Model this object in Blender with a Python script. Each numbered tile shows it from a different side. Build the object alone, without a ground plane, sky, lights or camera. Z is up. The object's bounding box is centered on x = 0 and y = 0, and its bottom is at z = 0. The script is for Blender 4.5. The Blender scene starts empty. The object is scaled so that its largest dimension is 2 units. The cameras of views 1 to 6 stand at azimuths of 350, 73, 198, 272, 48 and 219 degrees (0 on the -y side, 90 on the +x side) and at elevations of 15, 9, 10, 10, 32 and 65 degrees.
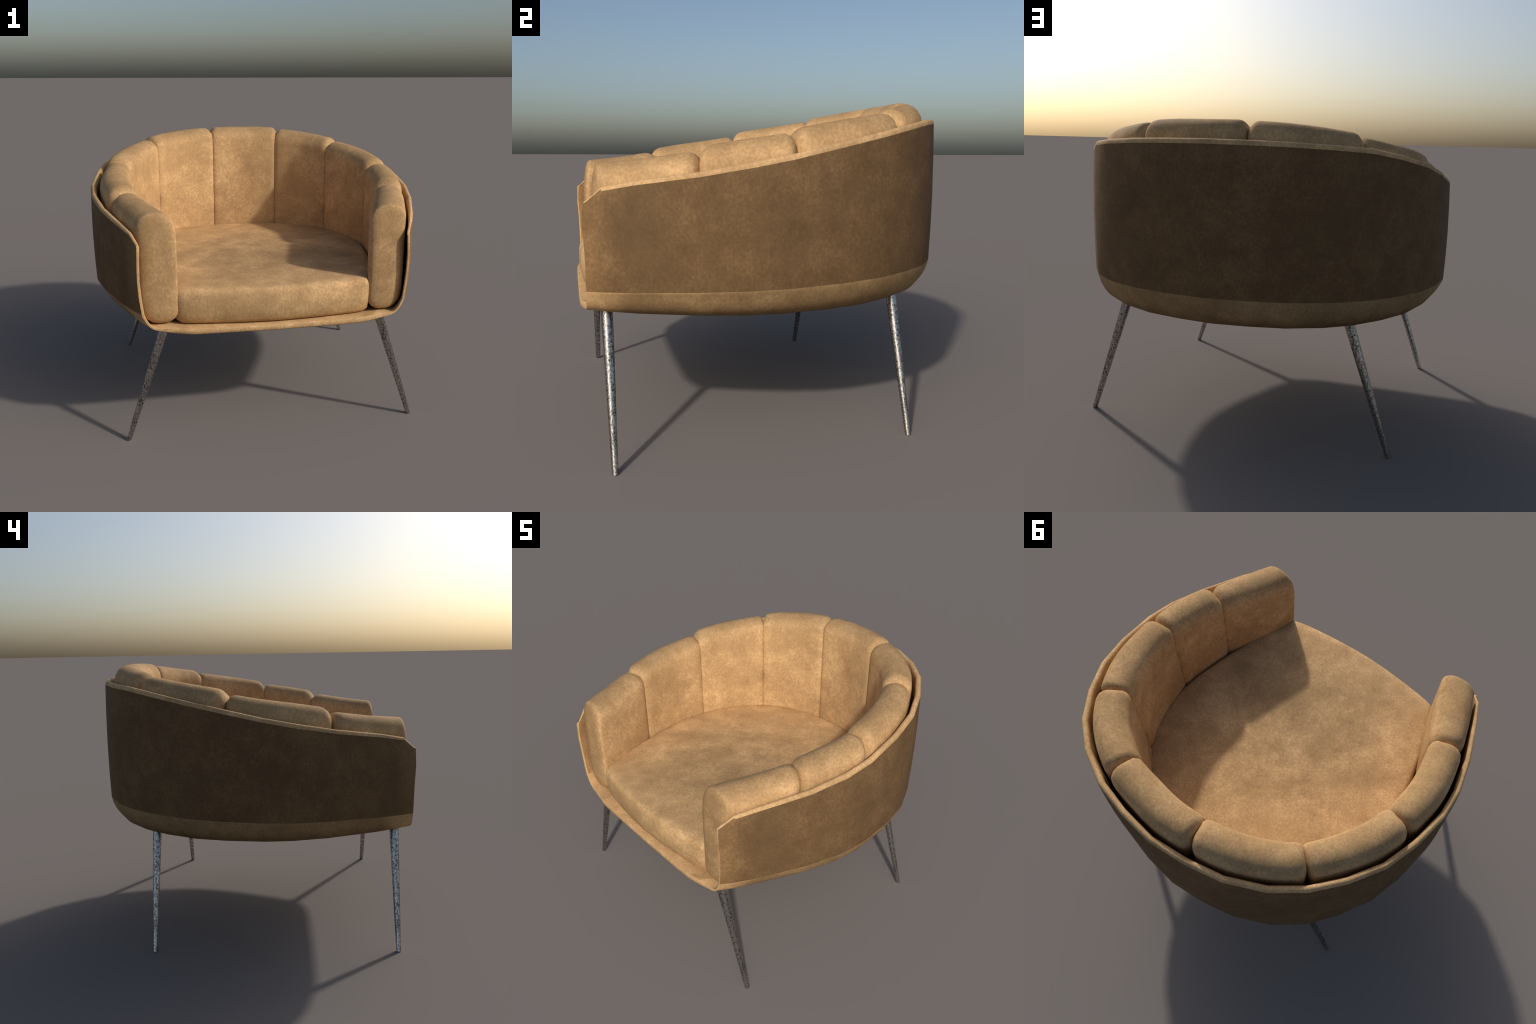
"""Tub armchair: faceted wrap-around shell on a shallow tray, nine upholstered
back cushions standing inside it, one loose seat cushion, four splayed legs."""
import bpy, bmesh, math
from mathutils import Vector

# ------------------------------------------------------------------ helpers
def lin(c):
    c /= 255.0
    return c / 12.92 if c <= 0.04045 else ((c + 0.055) / 1.055) ** 2.4

def rgb(r, g, b):
    return (lin(r), lin(g), lin(b), 1.0)

def interp(x, xs, ys):
    if x <= xs[0]:
        return ys[0]
    for i in range(len(xs) - 1):
        if x <= xs[i + 1]:
            f = (x - xs[i]) / (xs[i + 1] - xs[i])
            return ys[i] + f * (ys[i + 1] - ys[i])
    return ys[-1]

def smooth01(a, b, x):
    t = min(1.0, max(0.0, (x - a) / (b - a)))
    return t * t * (3 - 2 * t)

def new_object(name, mesh, parent, mat=None):
    ob = bpy.data.objects.new(name, mesh)
    bpy.context.scene.collection.objects.link(ob)
    ob.parent = parent
    if mat:
        mesh.materials.append(mat)
    return ob

# ---------------------------------------------------------------- materials
class Nodes:
    def __init__(self, name):
        self.mat = bpy.data.materials.new(name)
        self.mat.use_nodes = True
        self.t = self.mat.node_tree
        self.bsdf = self.t.nodes["Principled BSDF"]
        self.co = self.t.nodes.new("ShaderNodeTexCoord").outputs["Object"]

    def link(self, a, b):
        self.t.links.new(a, b)

    def noise(self, scale, detail, rough=0.55, dist=0.0, stretch=None, seed=0.0):
        n = self.t.nodes.new("ShaderNodeTexNoise")
        n.inputs["Scale"].default_value = scale
        n.inputs["Detail"].default_value = detail
        n.inputs["Roughness"].default_value = rough
        n.inputs["Distortion"].default_value = dist
        m = self.t.nodes.new("ShaderNodeMapping")
        m.inputs["Location"].default_value = (seed, seed * 1.7, -seed * 0.6)
        if stretch:
            m.inputs["Scale"].default_value = stretch
        self.link(self.co, m.inputs["Vector"])
        self.link(m.outputs["Vector"], n.inputs["Vector"])
        return n.outputs["Fac"]

    def ramp(self, fac, stops):
        r = self.t.nodes.new("ShaderNodeValToRGB")
        e = r.color_ramp.elements
        while len(e) < len(stops):
            e.new(0.5)
        for k, (p, c) in zip(e, stops):
            k.position = p
            k.color = c
        self.link(fac, r.inputs["Fac"])
        return r.outputs["Color"]

    def mix(self, kind, fac, a, b):
        m = self.t.nodes.new("ShaderNodeMix")
        m.data_type = "RGBA"
        m.blend_type = kind
        for sock, val in ((m.inputs["Factor"], fac), (m.inputs["A"], a), (m.inputs["B"], b)):
            pass
        ins = [s for s in m.inputs if s.enabled]
        for s, v in zip(ins, (fac, a, b)):
            if hasattr(v, "links"):
                self.link(v, s)
            else:
                s.default_value = v
        return [o for o in m.outputs if o.enabled][0]

    def math(self, op, a, b=0.0, clamp=False):
        m = self.t.nodes.new("ShaderNodeMath")
        m.operation = op
        m.use_clamp = clamp
        for s, v in zip(m.inputs, (a, b)):
            if hasattr(v, "links"):
                self.link(v, s)
            else:
                s.default_value = v
        return m.outputs[0]

    def remap(self, v, a, b, c=0.0, d=1.0):
        m = self.t.nodes.new("ShaderNodeMapRange")
        m.interpolation_type = "SMOOTHSTEP"
        for s, x in zip(m.inputs, (v, a, b, c, d)):
            if hasattr(x, "links"):
                self.link(x, s)
            else:
                s.default_value = x
        return m.outputs[0]

    def axis(self, which):
        s = self.t.nodes.new("ShaderNodeSeparateXYZ")
        self.link(self.co, s.inputs[0])
        return s.outputs[which]

    def normal(self, which):
        g = self.t.nodes.new("ShaderNodeNewGeometry")
        s = self.t.nodes.new("ShaderNodeSeparateXYZ")
        self.link(g.outputs["Normal"], s.inputs[0])
        return s.outputs[which]

    def bump(self, height, strength, distance):
        b = self.t.nodes.new("ShaderNodeBump")
        b.inputs["Strength"].default_value = strength
        b.inputs["Distance"].default_value = distance
        self.link(height, b.inputs["Height"])
        self.link(b.outputs["Normal"], self.bsdf.inputs["Normal"])


def suede(name, dark, mid, light, olive, front_fade=None, seed=0.0, spread=0.145, wear=None):  # wear: picks darkened zones by part; 'tray' has underside shading painted in
    """Worn suede: broad soft clouds, olive patches, a fine short-fibre mottle."""
    n = Nodes(name)
    cloud = n.noise(4.6, 3.0, 0.55, 0.3, seed=seed)
    patch = n.noise(13.0, 4.0, 0.6, 0.2, seed=seed + 5.3)
    grain = n.noise(88.0, 2.5, 0.6, 0.0, stretch=(1.0, 0.85, 0.75), seed=seed + 2.1)
    tint = n.noise(3.1, 2.0, 0.5, 0.0, seed=seed + 9.4)
    v = n.math("ADD", n.math("MULTIPLY", cloud, 0.36), n.math("MULTIPLY", patch, 0.28))
    v = n.math("ADD", v, n.math("MULTIPLY", grain, 0.36))
    col = n.ramp(v, [(0.50 - spread, dark), (0.50, mid), (0.50 + spread, light)])
    col = n.mix("MIX", n.remap(tint, 0.48, 0.72, 0.0, 0.35), col, olive)
    if front_fade:
        y = n.axis(1)
        f = n.remap(y, -0.90, -0.78, 0.8, 0.0)
        col = n.mix("MULTIPLY", f, col, front_fade)
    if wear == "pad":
        # upward-facing tops and arm fronts tinted darker than the faces
        nz = n.normal(2)
        top = n.remap(nz, 0.25, 0.85, 0.0, 1.0)
        nose = n.math("MULTIPLY", n.remap(n.normal(1), -0.5, -0.9, 0.0, 1.0), n.remap(n.axis(1), -0.70, -0.82, 0.0, 1.0))
        f = n.math("MAXIMUM", top, nose)
        soft = n.math("ADD", 0.55, n.math("MULTIPLY", cloud, 0.8))
        col = n.mix("MULTIPLY", n.math("MULTIPLY", f, soft, clamp=True), col, (0.75, 0.745, 0.73, 1.0))
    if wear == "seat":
        # a broad sat-on shadow of dirt in the middle, paler round the border
        x, y = n.axis(0), n.math("ADD", n.axis(1), 0.36)
        r = n.math("SQRT", n.math("ADD", n.math("MULTIPLY", x, x), n.math("MULTIPLY", y, n.math("MULTIPLY", y, 1.1))))
        r = n.math("ADD", r, n.math("MULTIPLY", n.math("SUBTRACT", cloud, 0.5), 0.55))
        f = n.math("MULTIPLY", n.remap(r, 0.62, 0.18, 0.0, 0.9), n.remap(n.axis(2), 0.85, 0.88))
        col = n.mix("MULTIPLY", f, col, (0.80, 0.81, 0.82, 1.0))
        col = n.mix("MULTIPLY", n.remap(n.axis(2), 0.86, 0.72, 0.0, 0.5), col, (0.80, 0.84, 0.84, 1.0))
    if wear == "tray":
        # occlusion shade painted into the colour towards the underside; paler by the front edge
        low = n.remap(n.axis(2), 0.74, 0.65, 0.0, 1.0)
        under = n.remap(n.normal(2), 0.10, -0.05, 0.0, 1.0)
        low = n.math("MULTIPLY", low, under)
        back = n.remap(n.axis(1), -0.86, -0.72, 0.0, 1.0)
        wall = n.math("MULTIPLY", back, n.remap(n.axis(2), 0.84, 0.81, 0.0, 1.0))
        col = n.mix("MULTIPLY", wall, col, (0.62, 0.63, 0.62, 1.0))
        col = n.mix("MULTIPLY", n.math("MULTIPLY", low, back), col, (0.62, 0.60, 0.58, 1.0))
    n.link(col, n.bsdf.inputs["Base Color"])
    n.bsdf.inputs["Roughness"].default_value = 0.82
    n.bsdf.inputs["Specular IOR Level"].default_value = 0.18
    n.bump(n.math("ADD", grain, n.math("MULTIPLY", patch, 0.8)), 0.12, 0.004)
    return n.mat


def hammered_metal(name):
    """Dark speckled steel: black pits scattered over bare grey metal."""
    n = Nodes(name)
    spots = n.noise(150.0, 2.0, 0.55, 0.3, stretch=(1.0, 1.0, 0.7))
    wear = n.noise(26.0, 3.0, 0.6, 0.0, stretch=(1.0, 1.0, 0.3), seed=3.0)
    v = n.math("ADD", n.math("MULTIPLY", spots, 0.7), n.math("MULTIPLY", wear, 0.3))
    col = n.ramp(v, [(0.38, rgb(76, 74, 72)), (0.48, rgb(162, 159, 155)), (0.64, rgb(222, 218, 213))])
    n.link(col, n.bsdf.inputs["Base Color"])
    n.bsdf.inputs["Metallic"].default_value = 1.0
    n.link(n.remap(v, 0.42, 0.58, 0.33, 0.21), n.bsdf.inputs["Roughness"])
    return n.mat


TANS = (rgb(163, 130, 91), rgb(190, 154, 109), rgb(221, 182, 132), rgb(173, 140, 97))
TAN = suede("tan_suede", *TANS, wear="pad")
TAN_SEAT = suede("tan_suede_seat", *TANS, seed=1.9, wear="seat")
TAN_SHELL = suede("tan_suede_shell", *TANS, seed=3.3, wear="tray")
BROWN = suede("brown_suede", rgb(91, 69, 46), rgb(110, 85, 57), rgb(134, 106, 73), rgb(98, 79, 54),
              front_fade=(1.5, 1.48, 1.42, 1.0), seed=7.7, spread=0.19)
STEEL = hammered_metal("speckled_steel")

# ------------------------------------------------------------- plan of shell
# Half plan of the shell rim, back centre to right front corner. These are the
# real corners of the faceted wall, so they are used unsmoothed for the shell.
STATIONS = [(0.0, 0.926), (0.197, 0.905), (0.386, 0.862), (0.570, 0.773), (0.710, 0.660),
            (0.825, 0.510), (0.919, 0.333), (0.969, 0.138), (0.994, -0.092), (0.981, -0.262),
            (0.928, -0.468), (0.830, -0.720), (0.775, -0.840), (0.737, -0.905)]
N = len(STATIONS)

def rim_height(y):          # z of the outer edge of the rim
    return interp(y, [-0.905, -0.84, -0.69, -0.42, -0.10, 0.13, 0.43, 0.64, 0.93],
                  [1.129, 1.181, 1.210, 1.245, 1.306, 1.357, 1.421, 1.463, 1.491])

def band_height(y):         # z where the dark panel meets the tray
    return interp(y, [-0.9, 0.5, 0.93], [0.765, 0.797, 0.803])

def ridge_height(y):        # z of the top ridge of the back cushions
    return interp(y, [-0.90, -0.67, -0.45, -0.25, -0.05, 0.2, 0.4, 0.6, 0.76],
                  [1.282, 1.310, 1.350, 1.391, 1.425, 1.478, 1.516, 1.557, 1.600])

def inward(i):
    """Inward plan normal at a station; turns square to the front at the arms."""
    x0, y0 = STATIONS[max(i - 1, 0)]
    x1, y1 = STATIONS[min(i + 1, N - 1)]
    if i == 0:
        return Vector((0.0, -1.0))
    t = Vector((x1 - x0, y1 - y0)).normalized()
    n = Vector((t.y, -t.x))
    return n.lerp(Vector((-1.0, 0.0)), smooth01(9.0, 13.0, i)).normalized()

# -------------------------------------------------------------------- shell
THICK = 0.033

def thickness(i):
    return THICK * (1.0, 0.92, 0.78, 0.64, 0.50)[max(0, i - 9)]
COLS = 5                    # tray columns from the corner to the centre line

def outer_profile(i):
    """(inset, z) down the outside of station i: rim edge, wall, corner."""
    y = STATIONS[i][1]
    zr, zb = rim_height(y), band_height(y)
    f = smooth01(10, 13, i)
    pts = [(0.0, zr)]
    for k in (0.25, 0.5, 0.75):
        pts.append((-0.006 * math.sin(k * math.pi) + 0.007 * f * max(0.0, k - 0.5) / 0.5, zr + (zb - zr) * k))
    pts.append((0.001 + 0.009 * f, zb))
    corner = [((0.017, 0.747), (0.019, 0.742)), ((0.052, 0.692), (0.041, 0.704)),
              ((0.100, 0.658), (0.079, 0.675)), ((0.170, 0.640), (0.177, 0.655)),
              ((0.280, 0.630), (0.280, 0.645))]
    keys = [pts[-1]] + [(a + (b - a) * f, za + (zb2 - za) * f) for (a, za), (b, zb2) in corner]
    smooth = catmull([Vector((keys[0][0] - 0.002, zb + 0.026))] + [Vector(k) for k in keys], 3)
    return pts + [tuple(p) for p in smooth[4:]]

def inner_profile(i):
    """Same number of points, offset into the seat well."""
    out = []
    n = len(outer_profile(i))
    for k, (d, z) in enumerate(outer_profile(i)):
        g = smooth01(0.0, 0.19, d)
        out.append((d + thickness(i) * (1 - g), z + THICK * g))
    return out

def build_shell(parent):
    bm = bmesh.new()
    prof_n = len(outer_profile(0))
    rim_prof = [(THICK * (0.5 - 0.5 * math.cos(math.radians(a))), 0.023 * math.sin(math.radians(a)) ** 0.8)
                for a in (32, 62, 90, 118, 148)]

    def place(i, side, d, z, grow=0.0):
        x, y = STATIONS[i]
        n = inward(i)
        return Vector((side * max(x + n.x * d, 0.0), y + n.y * d - grow, z))

    def front_bow(i, k, z, frac):
        # the cut front edge bows forward a little, and the lip more so
        if i < N - 1:
            f = smooth01(9, 13, i)
        else:
            f = 1.0
        lip = 0.027 * smooth01(0.05, 0.45, frac) * f
        wall = 0.007 * math.exp(-((z - 1.05) / 0.09) ** 2) * smooth01(11.5, 13, i)
        return -lip - wall

    faces_dark = []
    dark_layer = bm.faces.layers.int.new("dark")

    def half_column(i, side):
        """All points of a station from rim to centre, outer then inner."""
        cols = {}
        for tag, prof, tray in (("o", outer_profile(i), 0.0), ("i", inner_profile(i), 1.0)):
            pts = []
            for k, (d, z) in enumerate(prof):
                p = place(i, side, d, z)
                frac = max(0.0, d) / max(STATIONS[i][0], 0.3)
                p.y += front_bow(i, k, z, frac)
                pts.append(p)
            last = pts[-1]
            zc = (0.625 if i < 11 else 0.625 + 0.015 * smooth01(10, 13, i)) + THICK * tray
            for c in range(1, COLS + 1):
                f = c / COLS
                q = Vector((last.x * (1 - f), last.y, last.z + (zc - last.z) * f))
                frac = 1.0 - (abs(q.x) / max(STATIONS[i][0], 0.3))
                base = prof[-1][0] / max(STATIONS[i][0], 0.3)
                q.y += front_bow(i, 99, q.z, frac) - front_bow(i, 99, q.z, base)
                pts.append(q)
            cols[tag] = pts
        y = STATIONS[i][1]
        zr = rim_height(y)
        rs = thickness(i) / THICK
        cols["r"] = [place(i, side, d * rs, zr + h * rs) for d, h in rim_prof]
        if i == N - 1:
            for p in cols["r"]:
                p.y += 0.004
        return cols

    # ordered loop of stations: -front ... back ... +front
    order = [(i, -1) for i in range(N - 1, 0, -1)] + [(0, 1)] + [(i, 1) for i in range(1, N)]
    columns = []
    for i, side in order:
        columns.append(half_column(i, side))
    verts = []
    for c in columns:
        verts.append({t: [bm.verts.new(p) for p in c[t]] for t in ("o", "i", "r")})

    def quad(a, b, c, d, dark=0):
        vs = []
        for v in (a, b, c, d):
            if v not in vs:
                vs.append(v)
        if len(vs) >= 3:
            try:
                f = bm.faces.new(vs)
                f[dark_layer] = dark
                return f
            except ValueError:
                return None

    M = len(verts)
    for a, b in zip(range(M - 1), range(1, M)):
        A, B = verts[a], verts[b]
        for tag in ("o", "i"):
            for k in range(len(A[tag]) - 1):
                quad(A[tag][k], B[tag][k], B[tag][k + 1], A[tag][k + 1],
                     1 if k < 4 and tag == "o" else 0)
        ra = [A["o"][0]] + A["r"] + [A["i"][0]]
        rb = [B["o"][0]] + B["r"] + [B["i"][0]]
        for k in range(len(ra) - 1):
            quad(ra[k], rb[k], rb[k + 1], ra[k + 1], 1 if k == 0 and min(a, M - 1 - b) < 1 else 0)
    # rounded front edge: a nose loop pushed forward between outer and inner
    noses = []
    for A in (verts[0], verts[-1]):
        ring_o, ring_i = [], []
        for k, (o, n) in enumerate(zip(A["o"], A["i"])):
            fwd = Vector((0, -0.007, 0.0))
            ring_o.append(bm.verts.new(o.co.lerp(n.co, 0.2) + fwd))
            ring_i.append(bm.verts.new(o.co.lerp(n.co, 0.8) + fwd))
        top = [bm.verts.new(v.co + Vector((0, -0.007, -0.003))) for v in A["r"]]
        for k in range(len(ring_o) - 1):
            d = 1 if k < 4 else 0
            quad(A["o"][k], A["o"][k + 1], ring_o[k + 1], ring_o[k], d)
            quad(ring_o[k], ring_o[k + 1], ring_i[k + 1], ring_i[k])
            quad(ring_i[k], ring_i[k + 1], A["i"][k + 1], A["i"][k])
        ra = [A["o"][0]] + A["r"] + [A["i"][0]]
        rb = [ring_o[0]] + top + [ring_i[0]]
        for k in range(len(ra) - 1):
            quad(ra[k], ra[k + 1], rb[k + 1], rb[k], 1 if k == 0 else 0)
        bm.faces.new(rb)
    bmesh.ops.remove_doubles(bm, verts=bm.verts, dist=0.0004)
    bmesh.ops.dissolve_degenerate(bm, dist=0.0003, edges=bm.edges)
    bmesh.ops.recalc_face_normals(bm, faces=bm.faces)
    bm.normal_update()
    whole = bpy.data.meshes.new("whole_shell")
    bm.to_mesh(whole)
    whole.polygons.foreach_set("use_smooth", [True] * len(whole.polygons))
    whole.set_sharp_from_angle(angle=math.radians(48))
    loop_n = [tuple(c.vector) for c in whole.corner_normals]
    dark = [d.value for d in whole.attributes["dark"].data]

    def part(name, want, mat):
        vmap, vs, fs, ns = {}, [], [], []
        for p in whole.polygons:
            if dark[p.index] != want:
                continue
            f = []
            for li in p.loop_indices:
                vi = whole.loops[li].vertex_index
                if vi not in vmap:
                    vmap[vi] = len(vs)
                    vs.append(tuple(whole.vertices[vi].co))
                f.append(vmap[vi])
                ns.append(loop_n[li])
            fs.append(f)
        me = bpy.data.meshes.new(name)
        me.from_pydata(vs, [], fs)
        me.polygons.foreach_set("use_smooth", [True] * len(me.polygons))
        me.normals_split_custom_set(ns)
        return new_object(name, me, parent, mat)

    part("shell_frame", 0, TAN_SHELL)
    part("outer_panel", 1, BROWN)
    bm.free()
    bpy.data.meshes.remove(whole)

# ------------------------------------------------------------ cushion rails
def catmull(pts, per):
    out = []
    P = [pts[0]] + pts + [pts[-1]]
    for i in range(1, len(P) - 2):
        p0, p1, p2, p3 = P[i - 1], P[i], P[i + 1], P[i + 2]
        for k in range(per):
            t = k / per
            out.append(0.5 * ((2 * p1) + (p2 - p0) * t + (2 * p0 - 5 * p1 + 4 * p2 - p3) * t * t
                              + (3 * p1 - p0 - 3 * p2 + p3) * t ** 3))
    out.append(pts[-1])
    return out

FRONT_Y = -0.880
def rail(offset, arm_shift):
    """Smooth plan curve parallel to the wall, both ends cut at the arm fronts."""
    half = [Vector(STATIONS[i]) for i in range(N)]
    full = [Vector((-p.x, p.y)) for p in half[:0:-1]] + half
    dense = catmull(full, 14)
    res = []
    for i, p in enumerate(dense):
        a, b = dense[max(i - 3, 0)], dense[min(i + 3, len(dense) - 1)]
        t = (b - a).normalized()
        n = Vector((t.y, -t.x))
        side = smooth01(-0.70, -0.90, p.y)
        n = n.lerp(Vector((-1.0 if p.x > 0 else 1.0, 0.0)), side).normalized()
        res.append(p + n * (offset - arm_shift * smooth01(-0.35, -0.85, p.y)))
    return res

OUT_RAIL = rail(0.057, 0.020)
IN_RAIL = rail(0.232, 0.0)
RN = len(OUT_RAIL) - 1

def rail_point(r, u):
    u = min(max(u, 0.0), RN - 1e-6)
    i = int(u)
    return r[i].lerp(r[i + 1], u - i)

def nearest_u(x, y):
    best = min(range(RN + 1), key=lambda i: (OUT_RAIL[i].lerp(IN_RAIL[i], 0.5) - Vector((x, y))).length)
    return float(best)

def front_u(sign):
    idx = range(RN + 1)
    cand = [i for i in idx if OUT_RAIL[i].x * sign > 0]
    return float(min(cand, key=lambda i: abs(OUT_RAIL[i].y - FRONT_Y)))

CUSHION_BASE = 0.694
CUSHION_DEPTH = 0.18
EDGE_T, EDGE_Z = 0.080, 0.092       # elliptical rounding of the upright section

def section(H, lower, seg=4):
    """Closed upright section (t, z) of a cushion with its outward normals."""
    hw = CUSHION_DEPTH / 2
    pts = []
    cz, ct = H / 2 - EDGE_Z, hw - EDGE_T
    for q, (st, sz, rt, rz) in enumerate(((1, 1, EDGE_T, EDGE_Z), (-1, 1, EDGE_T, EDGE_Z),
                                          (-1, -1, lower, lower), (1, -1, lower, lower))):
        for k in range(seg + 1):
            a = math.radians(90 * q + 90 * k / seg)
            c = Vector((st * (hw - rt), sz * (H / 2 - rz)))
            pts.append((c + Vector((rt * math.cos(a), rz * math.sin(a))),
                        Vector((math.cos(a) / rt, math.sin(a) / rz)).normalized()))
        # straight run to the next corner
        if q in (1, 3):
            nxt = Vector(((1 if q == 3 else -1) * hw, (1 if q == 3 else -1) * (H / 2 - (EDGE_Z if q == 3 else lower))))
            for k in range(1, 9):
                p = pts[-1][0] if k == 1 else start
                if k == 1:
                    start = p.copy()
                pts.append((start.lerp(nxt, k / 9), Vector((1.0 if q == 3 else -1.0, 0.0))))
    return pts

def build_back_cushion(u0, u1, front, parent):
    """front: -1 / +1 when the low / high end is an open arm end, else 0."""
    def mid_at(u):
        return rail_point(OUT_RAIL, u).lerp(rail_point(IN_RAIL, u), 0.5)
    length = sum((mid_at(u0 + (u1 - u0) * (k + 1) / 20) - mid_at(u0 + (u1 - u0) * k / 20)).length for k in range(20))
    H = ridge_height(mid_at((u0 + u1) / 2).y) - CUSHION_BASE
    sec = section(H, 0.072 if front else 0.055)

    def end_steps(r, n=5):
        return [(r * (1 - math.cos(math.radians(90 * k / n))), r * (1 - math.sin(math.radians(90 * k / n))))
                for k in range(n + 1)]           # (distance from the end, inset)
    r0 = 0.056 if front == -1 else 0.045
    r1 = 0.056 if front == 1 else 0.045
    grow = 0.0015                                # neighbours press into each other
    stations = [(d - (0 if front == -1 else grow), i) for d, i in end_steps(r0)]
    inner = 14
    for k in range(1, inner):
        stations.append((r0 + (length - r0 - r1) * k / inner, 0.0))
    stations += [(length - d + (0 if front == 1 else grow), i) for d, i in reversed(end_steps(r1))]

    def place(dist, t, z):
        f = dist / length
        h = (z + H / 2) / H
        # the top of an open arm end leans back into a sloping nose
        if front:
            e = dist if front == -1 else length - dist
            fall = smooth01(0.16, 0.0, e)
            e += 0.034 * smooth01(0.70, 1.0, h) * fall
            f = (e if front == -1 else length - e) / length
        g = (t + CUSHION_DEPTH / 2) / CUSHION_DEPTH       # 0 outer, 1 inner
        g += 0.007 / CUSHION_DEPTH * math.sin(math.pi * min(max(f, 0.0), 1.0)) * smooth01(0.4, 1.0, g)
        u = u0 + (u1 - u0) * f
        p = rail_point(OUT_RAIL, u).lerp(rail_point(IN_RAIL, u), g)
        # the foot of the outer face follows the curved corner of the tray
        # every pad is a little flatter than the sweep, so neighbours step
        top = H + CUSHION_BASE + 0.82 * (ridge_height(mid_at(u).y) - H - CUSHION_BASE)
        zw = CUSHION_BASE + h * (top - CUSHION_BASE)
        tuck = smooth01(0.82, 0.69, zw) * (1 - g) * 0.020
        q = (rail_point(IN_RAIL, u) - rail_point(OUT_RAIL, u)).normalized()
        p = p + q * tuck
        return (p.x, p.y, zw)

    def seam_inset(n, inset, dist):
        # seams are tight on the sitting face and open out over the top
        if (front == -1 and dist < length / 2) or (front == 1 and dist > length / 2):
            return inset
        return inset * (1.45 - 1.02 * smooth01(0.2, 0.95, n.x)) * (1.0 - 0.6 * smooth01(-0.1, -0.8, n.y))

    bm = bmesh.new()
    rings = []
    for dist, inset in stations:
        ring = []
        for p, n in sec:
            k = seam_inset(n, inset, dist)
            ring.append(bm.verts.new(place(dist, p.x - n.x * k, p.y - n.y * k)))
        rings.append(ring)
    m = len(sec)
    for a, b in zip(rings[:-1], rings[1:]):
        for i in range(m):
            j = (i + 1) % m
            bm.faces.new((a[i], a[j], b[j], b[i]))
    # end panels: shrink the last ring towards its spine, then close it
    for ring, (dist, inset) in ((rings[0], stations[0]), (rings[-1], stations[-1])):
        prev = ring
        ends = [p - n * seam_inset(n, inset, dist) for p, n in sec]
        spine = sum(q.x for q in ends) / len(ends)
        crown = max(q.y for q, (p, n) in zip(ends, sec) if abs(n.x) < 0.2)
        for sc in (0.66, 0.33, 0.0):
            cur = [bm.verts.new(place(dist, spine + (q.x - spine) * sc,
                                      q.y if q.y < crown else crown + (q.y - crown) * sc)) for q in ends]
            for i in range(m):
                j = (i + 1) % m
                bm.faces.new((prev[i], prev[j], cur[j], cur[i]))
            prev = cur
    bmesh.ops.remove_doubles(bm, verts=bm.verts, dist=0.0006)
    bmesh.ops.dissolve_degenerate(bm, dist=0.0003, edges=bm.edges)
    bmesh.ops.recalc_face_normals(bm, faces=bm.faces)
    me = bpy.data.meshes.new("back_cushion")
    bm.to_mesh(me)
    bm.free()
    me.polygons.foreach_set("use_smooth", [True] * len(me.polygons))
    return new_object("back_cushion", me, parent, TAN)

# seams between the back cushions, left arm to right arm (middle of thickness)
SEAMS = [(-0.775, -0.435), (-0.835, 0.100), (-0.600, 0.540), (-0.165, 0.755),
         (0.330, 0.715), (0.700, 0.440), (0.855, -0.062), (0.775, -0.440)]

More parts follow.
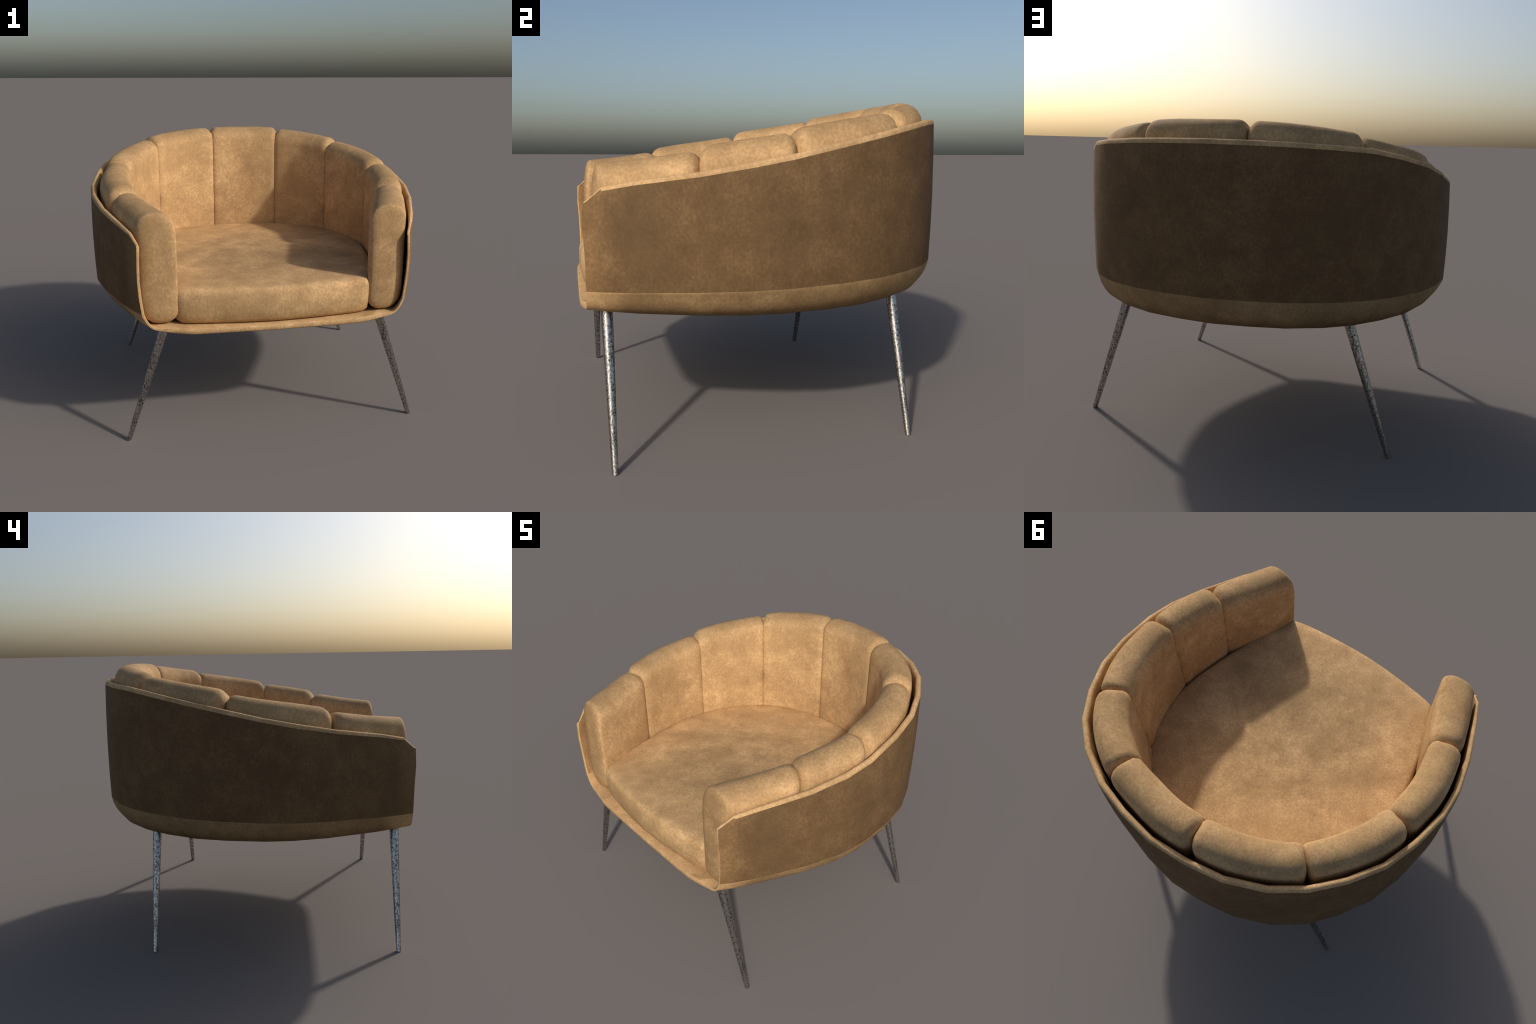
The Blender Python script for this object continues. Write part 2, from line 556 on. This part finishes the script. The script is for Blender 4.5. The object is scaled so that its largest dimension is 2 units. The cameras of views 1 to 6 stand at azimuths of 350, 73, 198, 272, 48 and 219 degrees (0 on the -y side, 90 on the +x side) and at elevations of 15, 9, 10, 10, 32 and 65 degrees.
# ------------------------------------------------------------- seat cushion
def build_seat(parent):
    front = [Vector(p) for p in ((0.0, -0.926), (0.2, -0.917), (0.36, -0.900), (0.47, -0.884),
                                 (0.530, -0.862), (0.558, -0.815))]
    side = [Vector(p) for p in ((0.610, -0.69), (0.672, -0.50), (0.72, -0.30), (0.755, -0.10), (0.755, 0.06),
                                (0.725, 0.22), (0.665, 0.37), (0.56, 0.51), (0.41, 0.615), (0.22, 0.675), (0.0, 0.695))]
    half = front + side
    loop = half + [Vector((-p.x, p.y)) for p in half[-2:0:-1]]
    L = len(loop)
    out = []
    for i in range(L):
        p0, p1, p2, p3 = loop[i - 1], loop[i], loop[(i + 1) % L], loop[(i + 2) % L]
        for k in range(5):
            t = k / 5
            out.append(0.5 * ((2 * p1) + (p2 - p0) * t + (2 * p0 - 5 * p1 + 4 * p2 - p3) * t * t
                              + (3 * p1 - p0 - 3 * p2 + p3) * t ** 3))
    n = len(out)
    norm = []
    for i in range(n):
        t = (out[(i + 1) % n] - out[i - 1]).normalized()
        norm.append(Vector((-t.y, t.x)))           # inward for this winding
    centre = Vector((0.0, -0.10))
    if (centre - out[0]).dot(norm[0]) < 0:
        norm = [-v for v in norm]
    # (inset, z) from the underside round the edge to the top
    prof = [(0.10, 0.673), (0.055, 0.674), (0.028, 0.682), (0.010, 0.702), (0.001, 0.745), (-0.002, 0.79),
            (-0.001, 0.842), (0.003, 0.861), (0.012, 0.873), (0.027, 0.879), (0.06, 0.882)]
    wide = []                                      # slow-turning normals for deep insets
    for i in range(n):
        v = Vector((0.0, 0.0))
        for k in range(-7, 8):
            v += norm[(i + k) % n]
        wide.append(v.normalized())
    bm = bmesh.new()
    rings = []
    for d, z in prof:
        w = smooth01(0.015, 0.05, d)
        rings.append([bm.verts.new((out[i] + norm[i].lerp(wide[i], w) * d).to_3d() + Vector((0, 0, z))) for i in range(n)])
    last = rings[-1]
    base = [v.co.copy() for v in last]
    for f in (0.2, 0.4, 0.6, 0.8):
        z = 0.881 + 0.011 * math.sin(f * math.pi / 2)
        rings.append([bm.verts.new((b.x + (centre.x - b.x) * f, b.y + (centre.y - b.y) * f, z)) for b in base])
    for a, b in zip(rings[:-1], rings[1:]):
        for i in range(n):
            j = (i + 1) % n
            bm.faces.new((a[i], a[j], b[j], b[i]))
    c = bm.verts.new((centre.x, centre.y, 0.892))
    for i in range(n):
        bm.faces.new((rings[-1][i], rings[-1][(i + 1) % n], c))
    bm.faces.new(rings[0][::-1])
    bmesh.ops.recalc_face_normals(bm, faces=bm.faces)
    me = bpy.data.meshes.new("seat_cushion")
    bm.to_mesh(me)
    bm.free()
    me.polygons.foreach_set("use_smooth", [True] * len(me.polygons))
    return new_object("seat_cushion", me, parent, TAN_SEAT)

# --------------------------------------------------------------------- legs
def leg_mesh():
    """Round tapered rod leaning along x; foot cut flat on the ground."""
    bm = bmesh.new()
    foot, top = Vector((0.83, 0, 0)), Vector((0.605, 0, 0.66))
    SEG, ROWS = 20, 14
    rings = []
    for r in range(ROWS + 1):
        f = r / ROWS
        c = foot.lerp(top, f)
        rad = 0.0135 + (0.0262 - 0.0135) * f
        rings.append([bm.verts.new((c.x + rad * 1.05 * math.cos(a), rad * math.sin(a), c.z))
                      for a in (2 * math.pi * k / SEG for k in range(SEG))])
    for a, b in zip(rings[:-1], rings[1:]):
        for i in range(SEG):
            j = (i + 1) % SEG
            f = bm.faces.new((a[i], a[j], b[j], b[i]))
            f.smooth = True
    bm.faces.new(rings[0][::-1])
    bm.faces.new(rings[-1])
    bmesh.ops.recalc_face_normals(bm, faces=bm.faces)
    me = bpy.data.meshes.new("leg")
    bm.to_mesh(me)
    bm.free()
    me.set_sharp_from_angle(angle=math.radians(50))
    me.materials.append(STEEL)
    return me

# ------------------------------------------------------------------ assemble
chair = bpy.data.objects.new("armchair", None)
bpy.context.scene.collection.objects.link(chair)
chair["label"] = "tan suede tub armchair with nine back cushions and splayed steel legs"
chair["category"] = "armchair"

build_shell(chair)
cuts = [front_u(-1)] + [nearest_u(*s) for s in SEAMS] + [front_u(1)]
for k in range(len(cuts) - 1):
    build_back_cushion(cuts[k], cuts[k + 1], -1 if k == 0 else (1 if k == len(cuts) - 2 else 0), chair)
build_seat(chair)

me = leg_mesh()
for y in (-0.828, 0.544):
    for ang in (0.0, math.pi):
        leg = bpy.data.objects.new("leg", me)
        leg.location = (0, y, 0)
        leg.rotation_euler = (0, 0, ang)
        leg.parent = chair
        bpy.context.scene.collection.objects.link(leg)
